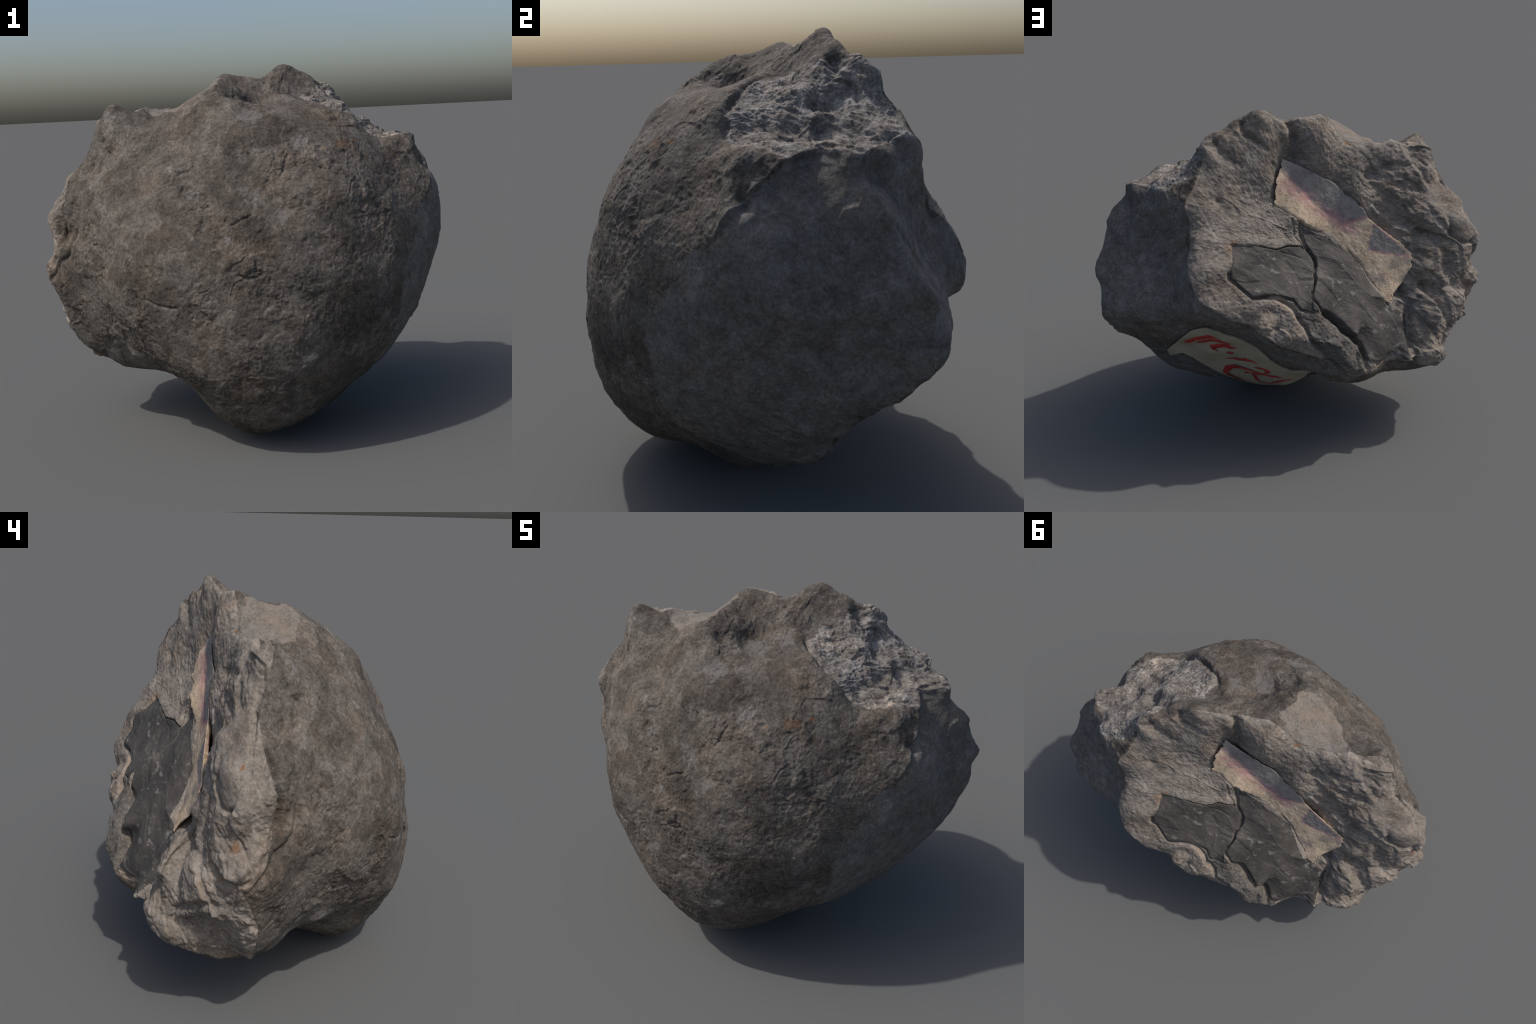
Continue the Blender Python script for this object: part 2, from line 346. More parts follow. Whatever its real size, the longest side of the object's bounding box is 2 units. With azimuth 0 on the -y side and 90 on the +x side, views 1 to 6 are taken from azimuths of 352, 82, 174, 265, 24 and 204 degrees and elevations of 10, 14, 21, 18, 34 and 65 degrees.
SIDE_FACET = [(0.74, 0.09, 1.30), (0.85, 0.18, 1.275), (0.74, 0.32, 1.305), (0.61, 0.42, 1.31), (0.56, 0.46, 1.26), (0.54, 0.50, 1.05), (0.52, 0.645, 0.88), (0.47, 0.655, 0.82), (0.70, 0.50, 0.74), (0.97, 0.44, 0.74), (0.93, 0.36, 0.62), (0.88, 0.24, 0.51), (0.79, 0.13, 0.38),
              (0.66, 0.09, 0.22), (0.45, -0.10, 0.12), (0.45, -0.38, 0.35), (0.57, -0.47, 0.70), (0.68, -0.36, 0.92), (0.74, -0.28, 1.0), (0.79, -0.17, 1.15), (0.76, -0.04, 1.25)]
UNDERCUT = [(0.52, 0.645, 0.87), (0.40, 0.665, 0.80), (0.22, 0.66, 0.70), (0.05, 0.65, 0.59), (-0.03, 0.64, 0.56), (-0.10, 0.58, 0.45), (-0.12, 0.45, 0.30), (-0.02, 0.20, 0.12), (0.25, 0.05, 0.02), (0.50, 0.02, 0.12),
            (0.66, 0.09, 0.22), (0.79, 0.13, 0.38), (0.88, 0.24, 0.51), (0.93, 0.36, 0.62), (0.97, 0.44, 0.75), (0.70, 0.50, 0.75)]
SHELF = [(0.51, -0.17, 1.32), (0.38, -0.14, 1.41), (0.285, -0.085, 1.47), (0.24, -0.02, 1.49), (0.29, 0.10, 1.52), (0.38, 0.20, 1.54), (0.42, 0.30, 1.54), (0.48, 0.35, 1.49),
         (0.57, 0.41, 1.37), (0.62, 0.42, 1.31), (0.74, 0.33, 1.31), (0.85, 0.18, 1.28), (0.73, 0.09, 1.305), (0.74, -0.02, 1.27), (0.66, -0.13, 1.29)]
PALE_CHIP = [(-0.13, 0.07, 1.61), (-0.13, 0.03, 1.595), (-0.146, -0.01, 1.585), (-0.166, -0.05, 1.575), (-0.163, -0.09, 1.57), (-0.207, -0.15, 1.545), (-0.28, -0.13, 1.51), (-0.36, -0.11, 1.47), (-0.41, -0.06, 1.46),
             (-0.455, -0.01, 1.45), (-0.455, 0.05, 1.45), (-0.38, 0.08, 1.46), (-0.29, 0.09, 1.47), (-0.21, 0.10, 1.48), (-0.17, 0.09, 1.50)]
TONGUE = [(0.02, 0.60, 0.79), (-0.035, 0.56, 0.81), (-0.075, 0.57, 0.765), (-0.13, 0.565, 0.725), (-0.17, 0.58, 0.69), (-0.24, 0.61, 0.62), (-0.30, 0.63, 0.54), (-0.31, 0.62, 0.46), (-0.24, 0.63, 0.43), (-0.17, 0.65, 0.48), (-0.10, 0.645, 0.575), (-0.03, 0.635, 0.65), (0.01, 0.625, 0.72), (0.05, 0.61, 0.79)]
WEST_FLAT = [(-0.66, 0.15, 1.235), (-0.69, 0.20, 1.15), (-0.76, 0.21, 1.08), (-0.815, 0.218, 1.0), (-0.88, 0.20, 0.95), (-0.955, 0.14, 0.975), (-0.905, 0.10, 1.10), (-0.87, 0.08, 1.17), (-0.78, 0.08, 1.27), (-0.71, 0.10, 1.28)]
WEST_BELLY = [(-0.75, -0.05, 0.39), (-0.73, 0.02, 0.31), (-0.66, 0.0, 0.27), (-0.58, -0.05, 0.26), (-0.46, -0.12, 0.26), (-0.52, -0.28, 0.38), (-0.59, -0.26, 0.44), (-0.65, -0.20, 0.47), (-0.72, -0.11, 0.43)]
SLAB_LEFT = [(0.34, 0.46, 1.06), (0.35, 0.50, 1.04), (0.35, 0.55, 1.01), (0.36, 0.59, 0.94), (0.32, 0.60, 0.91), (0.25, 0.62, 0.86), (0.16, 0.61, 0.86), (0.06, 0.60, 0.83),
             (0.01, 0.60, 0.78), (-0.04, 0.60, 0.76), (-0.035, 0.54, 0.83), (-0.045, 0.48, 0.88), (-0.065, 0.39, 0.95), (-0.04, 0.37, 0.99), (0.0, 0.37, 1.02), (0.07, 0.39, 1.03),
             (0.13, 0.42, 1.02), (0.20, 0.43, 1.04), (0.27, 0.44, 1.05)]
SLAB_RIGHT = [(-0.005, 0.31, 1.105), (-0.03, 0.36, 1.01), (-0.068, 0.388, 0.955), (-0.053, 0.48, 0.88), (-0.040, 0.54, 0.83), (-0.08, 0.57, 0.765), (-0.135, 0.56, 0.73), (-0.175, 0.58, 0.695), (-0.245, 0.61, 0.625), (-0.305, 0.63, 0.55), (-0.33, 0.61, 0.48), (-0.42, 0.57, 0.46), (-0.50, 0.51, 0.47), (-0.54, 0.45, 0.56), (-0.52, 0.38, 0.67),
              (-0.45, 0.37, 0.71), (-0.39, 0.36, 0.76), (-0.29, 0.29, 0.91), (-0.20, 0.28, 0.97), (-0.12, 0.28, 1.03)]
WEST_CAVITY = [(-0.74, 0.38, 0.48), (-0.79, 0.32, 0.54), (-0.86, 0.25, 0.58), (-0.91, 0.17, 0.58), (-0.89, 0.11, 0.50), (-0.77, 0.08, 0.35), (-0.72, 0.20, 0.32), (-0.70, 0.34, 0.37)]

WORN_FRONT = [(-0.60, -0.10, 1.30), (-0.40, -0.30, 1.28), (-0.10, -0.35, 1.40), (0.25, -0.25, 1.40), (0.50, -0.30, 1.27), (0.68, -0.36, 1.0), (0.60, -0.45, 0.70), (0.42, -0.42, 0.35), (0.20, -0.35, 0.08), (-0.10, -0.40, 0.06), (-0.33, -0.40, 0.28), (-0.55, -0.38, 0.55), (-0.80, -0.15, 0.75), (-0.80, -0.12, 1.0)]
FRONT = Chart((0.0, -1.0, 0.05))
# where the stone is calm: chart, outline, inset and fade (radians), amount
CALM = [(FRONT, WORN_FRONT, -0.02, 0.12, 0.8), (EAST, SIDE_FACET, 0.05, 0.07, 0.9)]

EAST_EDGE = [(0.86, 0.18, 1.28), (0.91, 0.20, 1.17), (0.935, 0.25, 1.09), (0.955, 0.28, 1.01), (0.98, 0.31, 0.94), (0.99, 0.36, 0.88), (0.985, 0.40, 0.82), (0.96, 0.42, 0.72)]

# grooves: line, half width, depth
GROOVES = [
    ([(0.01, 0.31, 1.12), (-0.02, 0.36, 1.02), (-0.065, 0.385, 0.955), (-0.05, 0.48, 0.88), (-0.035, 0.54, 0.83), (-0.075, 0.57, 0.77)], 0.0065, 0.024),
    ([(-0.075, 0.57, 0.77), (-0.13, 0.56, 0.73), (-0.17, 0.58, 0.70), (-0.24, 0.61, 0.63), (-0.30, 0.63, 0.56), (-0.32, 0.63, 0.46)], 0.015, 0.045),
    ([(0.25, 0.62, 0.86), (0.16, 0.63, 0.845), (0.06, 0.62, 0.80), (0.01, 0.63, 0.72), (-0.03, 0.64, 0.64), (-0.13, 0.65, 0.53), (-0.19, 0.66, 0.46)], 0.012, 0.020),
    ([(0.05, 0.30, 1.15), (0.03, 0.335, 1.06), (-0.02, 0.36, 0.99)], 0.006, 0.008),
    ([(-0.77, 0.08, 1.29), (-0.80, 0.08, 1.24), (-0.85, 0.09, 1.18), (-0.88, 0.09, 1.12)], 0.010, 0.012),
    ([(-0.85, 0.03, 1.16), (-0.87, 0.02, 1.10), (-0.87, 0.0, 1.06), (-0.89, -0.01, 1.0), (-0.91, -0.01, 0.94), (-0.92, 0.01, 0.88)], 0.012, 0.026),
    ([(-0.84, -0.09, 0.99), (-0.86, -0.08, 0.91), (-0.88, -0.06, 0.84), (-0.93, 0.0, 0.80), (-0.96, 0.03, 0.75), (-0.98, 0.09, 0.69)], 0.014, 0.016),
    ([(-0.57, 0.23, 1.10), (-0.66, 0.24, 1.02), (-0.74, 0.25, 0.93), (-0.80, 0.27, 0.82), (-0.84, 0.27, 0.71)], 0.035, 0.022),
    ([(-0.77, 0.37, 0.51), (-0.81, 0.31, 0.56), (-0.87, 0.25, 0.60), (-0.92, 0.19, 0.60)], 0.016, 0.022),
    ([(-0.52, 0.32, 0.75), (-0.52, 0.36, 0.70), (-0.53, 0.42, 0.62), (-0.54, 0.46, 0.52)], 0.022, 0.030),
    ([(-0.66, 0.28, 0.80), (-0.66, 0.34, 0.70), (-0.65, 0.40, 0.58)], 0.016, 0.016),
    ([(0.08, -0.48, 1.27), (0.055, -0.51, 1.215), (0.025, -0.53, 1.17)], 0.005, 0.008),
    ([(-0.19, -0.565, 0.99), (-0.13, -0.57, 1.02), (-0.07, -0.565, 1.04)], 0.006, 0.008),
    ([(-0.17, -0.61, 0.80), (-0.12, -0.64, 0.79), (-0.07, -0.64, 0.80)], 0.006, 0.008),
    ([(-0.56, -0.50, 0.70), (-0.52, -0.53, 0.685), (-0.46, -0.55, 0.675), (-0.40, -0.57, 0.67)], 0.007, 0.008),
    ([(0.51, -0.17, 1.32), (0.39, -0.14, 1.40), (0.28, -0.075, 1.475), (0.23, -0.01, 1.525)], 0.014, 0.022),
    ([(0.37, 0.21, 1.57), (0.40, 0.20, 1.50), (0.42, 0.18, 1.46)], 0.022, 0.024),
    ([(0.29, 0.27, 1.555), (0.24, 0.265, 1.535), (0.20, 0.26, 1.50)], 0.014, 0.012),
    ([(0.06, 0.15, 1.60), (0.045, 0.185, 1.54), (0.035, 0.20, 1.49), (0.06, 0.21, 1.43)], 0.018, 0.028),
    ([(0.30, 0.24, 1.61), (0.29, 0.265, 1.57), (0.25, 0.265, 1.53), (0.17, 0.25, 1.47)], 0.014, 0.016),
]
# crisp arrises where two broken faces meet: line, half width, height
ARRISES = [
    ([(0.86, 0.18, 1.28), (0.91, 0.20, 1.17), (0.935, 0.25, 1.09), (0.955, 0.28, 1.01), (0.98, 0.31, 0.94), (0.99, 0.36, 0.88), (0.98, 0.40, 0.82)], 0.024, 0.016),
    ([(0.725, 0.09, 1.306), (0.755, -0.02, 1.255), (0.785, -0.13, 1.18), (0.765, -0.24, 1.06)], 0.020, 0.012),
    ([(0.73, 0.09, 1.305), (0.85, 0.18, 1.28), (0.74, 0.32, 1.315), (0.62, 0.42, 1.31)], 0.016, 0.010),
    ([(0.48, 0.35, 1.49), (0.52, 0.40, 1.38), (0.56, 0.46, 1.26), (0.545, 0.49, 1.12), (0.535, 0.52, 1.02), (0.52, 0.645, 0.88)], 0.022, 0.011),
    ([(0.52, 0.645, 0.87), (0.40, 0.665, 0.81), (0.30, 0.665, 0.75), (0.20, 0.655, 0.70), (0.05, 0.65, 0.60), (-0.12, 0.65, 0.52)], 0.026, 0.014),
    ([(0.97, 0.43, 0.75), (0.935, 0.37, 0.63), (0.88, 0.25, 0.52), (0.80, 0.14, 0.39), (0.70, 0.10, 0.26)], 0.022, 0.010),
    ([(0.38, 0.31, 1.48), (0.33, 0.27, 1.57), (0.276, 0.273, 1.537), (0.224, 0.262, 1.522), (0.188, 0.258, 1.466)], 0.012, 0.008),
    ([(0.33, 0.25, 1.61), (0.24, 0.225, 1.645), (0.14, 0.18, 1.61), (0.05, 0.14, 1.60)], 0.014, 0.003),
]
# pits and bosses: centre, radius, depth (negative depth raises)
PITS = [((0.58, 0.03, 1.35), 0.045, 0.035), ((0.65, 0.12, 1.345), 0.05, 0.035), ((0.52, 0.155, 1.415), 0.055, 0.025), ((0.735, 0.31, 1.32), 0.040, 0.035), ((0.70, 0.21, 1.335), 0.045, 0.025),
        ((0.79, -0.16, 1.16), 0.030, 0.028), ((0.88, -0.01, 0.71), 0.022, 0.018), ((-0.354, 0.167, 1.322), 0.030, 0.025), ((-0.52, 0.325, 0.75), 0.035, 0.040), ((-0.54, -0.20, 1.27), 0.05, 0.015),
        ((-0.09, -0.185, 1.495), 0.03, 0.020), ((0.09, -0.67, 0.50), 0.03, 0.014), ((0.51, -0.44, 1.01), 0.05, -0.012), ((-0.21, -0.625, 0.85), 0.025, -0.014), ((-0.51, -0.455, 0.94), 0.035, -0.012),
        ((-0.65, 0.28, 0.86), 0.045, -0.015), ((-0.76, 0.31, 0.685), 0.05, -0.015), ((0.60, -0.08, 1.32), 0.03, 0.018), ((0.47, 0.02, 1.42), 0.05, 0.012), ((0.39, 0.39, 1.245), 0.018, 0.010),
        ((-0.54, 0.03, 1.47), 0.028, 0.010), ((-0.62, -0.005, 1.485), 0.035, -0.010), ((-0.47, 0.05, 1.46), 0.028, -0.012)]

# the torn paper label on the fracture face: its upper and lower edges
STRIP_UPPER = [(0.09, 0.205, 1.41), (0.01, 0.21, 1.38), (-0.08, 0.21, 1.335), (-0.17, 0.205, 1.29), (-0.23, 0.215, 1.235), (-0.31, 0.225, 1.175), (-0.34, 0.23, 1.12), (-0.42, 0.24, 1.055),
               (-0.50, 0.25, 1.0), (-0.575, 0.255, 0.94), (-0.575, 0.28, 0.87), (-0.53, 0.30, 0.80), (-0.48, 0.33, 0.755)]
STRIP_LOWER = [(0.135, 0.295, 1.215), (0.09, 0.285, 1.18), (0.015, 0.305, 1.135), (-0.07, 0.285, 1.08), (-0.15, 0.27, 1.035), (-0.26, 0.28, 0.95), (-0.31, 0.29, 0.905), (-0.32, 0.30, 0.87),
               (-0.36, 0.32, 0.82), (-0.40, 0.34, 0.765), (-0.435, 0.365, 0.715), (-0.465, 0.365, 0.705)]
# crease where its grey printed skin ends
STRIP_CREASE = [(0.125, 0.265, 1.315), (0.06, 0.235, 1.315), (0.012, 0.222, 1.29), (-0.015, 0.23, 1.26), (-0.062, 0.24, 1.19), (-0.15, 0.242, 1.13), (-0.245, 0.245, 1.075), (-0.32, 0.255, 1.02), (-0.38, 0.27, 0.95), (-0.44, 0.295, 0.86), (-0.46, 0.33, 0.78), (-0.47, 0.35, 0.73)]
# the written label underneath: edge beneath the lip and edge towards the foot
PLATE_UPPER = [(0.665, 0.235, 0.41), (0.62, 0.34, 0.50), (0.57, 0.43, 0.585), (0.535, 0.475, 0.635), (0.47, 0.51, 0.65), (0.41, 0.545, 0.665), (0.35, 0.55, 0.635), (0.29, 0.55, 0.60), (0.23, 0.545, 0.565), (0.15, 0.51, 0.48), (0.04, 0.46, 0.395), (-0.05, 0.49, 0.39)]
PLATE_LOWER = [(0.65, 0.20, 0.36), (0.59, 0.26, 0.40), (0.53, 0.265, 0.375), (0.46, 0.245, 0.32), (0.39, 0.21, 0.25), (0.29, 0.15, 0.15), (0.17, 0.16, 0.10), (0.08, 0.24, 0.15), (0.01, 0.30, 0.21), (-0.05, 0.36, 0.27)]

# ---------------------------------------------------------------------------
# 4. The stone's skin
# ---------------------------------------------------------------------------
dirs, faces = icosphere(LEVEL)
radius = hull(dirs)
base = CENTRE + dirs * radius[:, None]
bn = normals_of(base, faces)
p32 = base.astype(np.float32)

# ragged offset so that region borders wander like broken stone
ragged = 0.030 * noise(p32, 9, 1) + 0.018 * noise(p32, 24, 2) + 0.012 * noise(p32, 60, 3)
back = BACK.inside(dirs, FRACTURE_FACE)
side = EAST.inside(dirs, SIDE_FACET)
shelf = TOP.inside(dirs, SHELF)
chip = TOP.inside(dirs, PALE_CHIP)
slab_l = BACK.inside(dirs, SLAB_LEFT)
slab_r = BACK.inside(dirs, SLAB_RIGHT)
tongue = BACK.inside(dirs, TONGUE)
west_flat = WEST.inside(dirs, WEST_FLAT)
cavity = WEST.inside(dirs, WEST_CAVITY)
strip_outline = STRIP_UPPER + STRIP_LOWER[::-1]
strip = BACK.inside(dirs, strip_outline)
BELLY = Chart((0.35, 0.5, -0.7))
west_belly = WEST.inside(dirs, WEST_BELLY)
undercut = BELLY.inside(dirs, UNDERCUT)
plate = BELLY.inside(dirs, PLATE_UPPER + PLATE_LOWER[::-1])

w_back = smooth(back, -0.02, 0.03)
w_side = smooth(np.maximum(np.maximum(side, undercut), west_belly) + ragged, -0.03, 0.06)
w_shelf = smooth(shelf + 1.2 * ragged, -0.02, 0.03)
w_chip = smooth(chip, -0.01, 0.012)
w_slab = np.maximum(smooth(slab_l, -0.004, 0.010), smooth(slab_r + 0.15 * ragged, -0.006, 0.012))
w_paper = np.maximum(smooth(strip, -0.03, 0.01), smooth(plate, -0.03, 0.01))
w_rind = np.clip(1 - w_back - w_side - w_shelf - w_chip, 0, 1)
quiet = (1 - 0.55 * smooth(cavity, 0.0, 0.05)) * (1 - 0.80 * smooth(west_flat + 0.5 * ragged, -0.01, 0.03)) * (1 - 0.85 * w_slab) * (1 - 0.85 * w_paper) * (1 - 0.75 * w_chip)

h = np.zeros(len(base), np.float32)

# weathered rind: lumps, gritty crust, small chipped scales
warp = p32 + 0.030 * np.stack([noise(p32, 7, 40), noise(p32, 7, 41), noise(p32, 7, 42)], -1) + 0.010 * np.stack([noise(p32, 28, 43), noise(p32, 28, 44), noise(p32, 28, 45)], -1)
lumps = fbm(warp, 6.0, 4, 0.52, 10)
patchy = smooth(noise(p32, 4.5, 19) + 0.4 * noise(p32, 11, 20), -0.30, 0.40)
grit = noise(p32, 33, 14) + 0.8 * noise(p32, 62, 15) + 0.6 * noise(p32, 110, 16)
on_rind = w_rind > 0.01
chips = facets(warp, 11, 0.35, 0.55, 23, on_rind) + 0.8 * facets(warp, 26, 0.5, 0.4, 24, on_rind)
pocks = np.clip(noise(p32, 30, 30) - 0.30, 0, 1) + 0.7 * np.clip(noise(p32, 58, 31) - 0.3, 0, 1)
rind = 0.0060 * lumps + (0.0009 + 0.0027 * patchy) * grit + (0.016 + 0.085 * patchy) * chips - 0.009 * pocks
h += w_rind * rind

# side facet: smooth, gently undulating, sparse pits
facet = 0.005 * fbm(warp, 6, 3, 0.5, 50) + 0.10 * facets(warp, 8, 0.35, 0.35, 52, w_side > 0.01) + 0.06 * facets(warp, 22, 0.4, 0.3, 53, w_side > 0.01) + 0.0014 * fbm(p32, 30, 4, 0.6, 54) - 0.010 * np.clip(noise(p32, 15, 57) - 0.42, 0, 1)
h += w_side * (1 - w_back) * (1 - w_shelf) * facet

# fracture face: bedding runs down to the west, broken across in little steps
bed = unit((-0.82, 0.06, -0.56))
across = unit(np.cross(bed, (-0.05, 0.8, 0.6)))
third = np.cross(bed, across)
q = np.stack([p32 @ bed * 0.40, p32 @ across, p32 @ third], -1).astype(np.float32)
q += 0.02 * np.stack([noise(p32, 8, 60), noise(p32, 8, 61), noise(p32, 8, 62)], -1)
west = smooth(-base[:, 0], 0.25, 0.55)
low = smooth(base[:, 2], 0.85, 0.65) * (1 - west)
on_back = w_back > 0.01
slabs = facets(q, 7, 0.45, 0.45, 63, on_back)
splits = facets(q, 17, 0.55, 0.40, 64, on_back)
shards = facets(p32 + 0.4 * (q - p32), 30, 0.55, 0.35, 65, on_back)
fibres = 0.0026 * fbm(q, 26, 4, 0.6, 66)
knobbly = 0.010 * fbm(p32, 12, 4, 0.55, 70)
grain = 0.0032 * fbm(p32, 38, 4, 0.72, 74) - 0.006 * np.clip(noise(p32, 40, 76) - 0.35, 0, 1)
broken = (0.06 + 0.16 * west + 0.08 * low) * slabs + (0.045 + 0.14 * west + 0.09 * low) * splits + (0.07 + 0.11 * west) * shards + fibres * (0.4 + 0.6 * west + 0.6 * low) + knobbly * (0.22 + 0.60 * west) + grain
h += w_back * broken * (1 - w_chip)

# crumbly shelf between the peak and the side facet, sunk a little behind a ledge of rind
run = unit((-0.80, -0.52, 0.28))
q2 = p32 - 0.55 * (p32 @ run)[:, None] * run
q2 = (q2 + 0.025 * np.stack([noise(p32, 9, 80), noise(p32, 9, 81), noise(p32, 9, 82)], -1)).astype(np.float32)
on_shelf = w_shelf > 0.01
crumble = 0.010 * fbm(q2, 16, 5, 0.66, 84, ridged=True) - 0.016 + 0.16 * facets(q2, 13, 0.6, 0.5, 88, on_shelf) + 0.24 * facets(q2, 32, 0.6, 0.5, 87, on_shelf) - 0.012 * np.clip(noise(p32, 22, 86) - 0.2, 0, 1) + 0.003 * fbm(p32, 50, 3, 0.6, 89)
h += w_shelf * (1 - w_back) * crumble

h *= quiet
h -= 0.0035
h += 0.0022 * fbm(q, 20, 4, 0.55, 95) * w_slab * (1 - w_paper)
conchoid = 0.055 * facets(q, 9, 0.3, 0.5, 97, w_slab > 0.01) + 0.04 * facets(q, 22, 0.3, 0.5, 98, w_slab > 0.01)
h += conchoid * w_slab * (1 - w_paper)

# slab edges: the left plate stands a little proud, with an open seam round it
seam_side = smooth(base[:, 2] + 0.35 * base[:, 0], 1.16, 1.08) * smooth(base[:, 0], -0.03, 0.04)
h += 0.006 * smooth(slab_l, -0.002, 0.005) * seam_side - 0.014 * np.exp(-((slab_l + 0.005) / 0.0055) ** 2) * seam_side
h += 0.008 * smooth(slab_l + 0.3 * ragged, 0.002, -0.022) * smooth(slab_l, -0.12, -0.03) * smooth(base[:, 2], 0.98, 1.02) * w_back * (1 - w_paper)
# the side facet is broken off below a ledge of rind at its front edge
h -= 0.020 * smooth(side + 0.25 * ragged, -0.002, 0.014) * np.exp(-np.clip(side, 0, 2) / 0.12) * smooth(base[:, 2], 1.0, 1.12) * smooth(base[:, 1], 0.16, 0.06) * (1 - w_shelf)
# cavity at the west foot, shallow dish of the pale chip
h -= 0.020 * smooth(cavity + 0.4 * ragged, -0.005, 0.05)
h -= 0.002 * w_chip
# bed for the two paper labels
h -= 0.018 * smooth(strip, 0.006, 0.030) + 0.003 * w_paper

wob = base + 0.010 * np.stack([noise(p32, 16, 101), noise(p32, 16, 102), noise(p32, 16, 103)], -1)
for line, half, depth in GROOVES:
    d, t = line_distance(wob, line)
    ends = smooth(t, -0.02, 0.12) * smooth(t, 1.02, 0.88)
    h -= (depth * np.exp(-(d / half) ** 2) * (0.25 + 0.75 * ends)).astype(np.float32)
for line, half, height in ARRISES:
    d, t = line_distance(wob, line)
    h += (height * np.exp(-d / half) * (smooth(t, -0.02, 0.15) * smooth(t, 1.02, 0.85))).astype(np.float32)
for centre, r, depth in PITS:
    d = np.linalg.norm(wob - on_skin([centre])[0], axis=1)
    h -= (depth * np.exp(-(d / r) ** 2)).astype(np.float32)

skin = base + bn * h[:, None]
skin[:, 2] = np.maximum(skin[:, 2], 0.0)
skin_n = normals_of(skin, faces)


def shell_radius(d):
    return hull(d)


# ---------------------------------------------------------------------------
# 5. Materials
# ---------------------------------------------------------------------------
class Nodes:
    def __init__(self, name, roughness=0.88, specular=0.25):
        self.m = bpy.data.materials.new(name)
        self.m.use_nodes = True
        self.t = self.m.node_tree
        self.bsdf = self.t.nodes["Principled BSDF"]
        self.bsdf.inputs["Roughness"].default_value = roughness
        self.bsdf.inputs["Specular IOR Level"].default_value = specular
        self.co = self.t.nodes.new("ShaderNodeTexCoord").outputs["Object"]

    def link(self, a, b):
        self.t.links.new(a, b)

    def mapped(self, scale=(1, 1, 1), rotation=(0, 0, 0)):
        n = self.t.nodes.new("ShaderNodeMapping")
        n.inputs["Scale"].default_value, n.inputs["Rotation"].default_value = scale, rotation
        self.link(self.co, n.inputs["Vector"])
        return n.outputs[0]

    def noise(self, scale, detail=4, rough=0.6, vector=None, distortion=0.0, offset=0.0):
        n = self.t.nodes.new("ShaderNodeTexNoise")
        n.inputs["Scale"].default_value, n.inputs["Detail"].default_value, n.inputs["Roughness"].default_value, n.inputs["Distortion"].default_value = scale, detail, rough, distortion
        v = vector or self.co
        if offset:
            a = self.t.nodes.new("ShaderNodeVectorMath")
            a.inputs[1].default_value = (offset, offset * 1.7, -offset)
            self.link(v, a.inputs[0])
            v = a.outputs[0]
        self.link(v, n.inputs["Vector"])
        return n.outputs["Fac"]

    def cells(self, scale, feature="F1", vector=None):
        n = self.t.nodes.new("ShaderNodeTexVoronoi")
        n.feature = feature
        n.inputs["Scale"].default_value = scale
        self.link(vector or self.co, n.inputs["Vector"])
        return n.outputs["Distance"]

    def ramp(self, fac, *stops):
        n = self.t.nodes.new("ShaderNodeValToRGB")
        e = n.color_ramp.elements
        while len(e) < len(stops):
            e.new(0.5)
        for k, (pos, col) in zip(e, stops):
            k.position = pos
            k.color = (*col, 1) if isinstance(col, tuple) else (col, col, col, 1)
        self.link(fac, n.inputs[0])
        return n.outputs["Color"]

    def range(self, x, a, b, lo=0.0, hi=1.0):
        n = self.t.nodes.new("ShaderNodeMapRange")
        n.interpolation_type = "SMOOTHSTEP"
        for k, v in zip(("From Min", "From Max", "To Min", "To Max"), (a, b, lo, hi)):
            n.inputs[k].default_value = v
        self.link(x, n.inputs["Value"])
        return n.outputs[0]

    def math(self, op, a, b=None):
        n = self.t.nodes.new("ShaderNodeMath")
        n.operation = op
        for k, v in enumerate((a, b)):
            if v is None:
                continue
            if isinstance(v, (int, float)):
                n.inputs[k].default_value = v
            else:
                self.link(v, n.inputs[k])
        return n.outputs[0]

    def mix(self, fac, a, b, mode="MIX"):
        n = self.t.nodes.new("ShaderNodeMix")
        n.data_type, n.blend_type = "RGBA", mode
        for s, v in ((n.inputs["Factor"], fac), (n.inputs[6], a), (n.inputs[7], b)):
            if isinstance(v, (int, float)):
                s.default_value = v
            elif isinstance(v, tuple):
                s.default_value = (*v, 1)
            else:
                self.link(v, s)
        return n.outputs[2]

    def spot(self, centre, radius, wobble=0.0, freq=20, stretch=None):
        """1 inside a soft-edged, noise-broken ball at a place on the object."""
        v = self.t.nodes.new("ShaderNodeVectorMath")
        v.operation = "SUBTRACT"
        v.inputs[1].default_value = centre
        self.link(self.co, v.inputs[0])
        out = v.outputs[0]
        if stretch:
            axis, k = unit(stretch[0]), stretch[1]
            d = self.t.nodes.new("ShaderNodeVectorMath")
            d.operation = "DOT_PRODUCT"
            d.inputs[1].default_value = tuple(axis)
            self.link(out, d.inputs[0])
            s = self.t.nodes.new("ShaderNodeVectorMath")
            s.operation = "SCALE"
            s.inputs[0].default_value = tuple(axis)
            self.link(self.math("MULTIPLY", d.outputs["Value"], 1 - 1 / k), s.inputs["Scale"])
            e = self.t.nodes.new("ShaderNodeVectorMath")
            e.operation = "SUBTRACT"
            self.link(out, e.inputs[0])
            self.link(s.outputs[0], e.inputs[1])
            out = e.outputs[0]
        n = self.t.nodes.new("ShaderNodeVectorMath")
        n.operation = "LENGTH"
        self.link(out, n.inputs[0])
        x = n.outputs["Value"]
        if wobble:
            freq = max(freq, 0.9 / radius)
            x = self.math("ADD", x, self.math("MULTIPLY", self.math("SUBTRACT", self.noise(freq, 5, 0.68, offset=radius), 0.5), wobble * radius * 5))
        return self.range(x, radius, radius * 0.5)

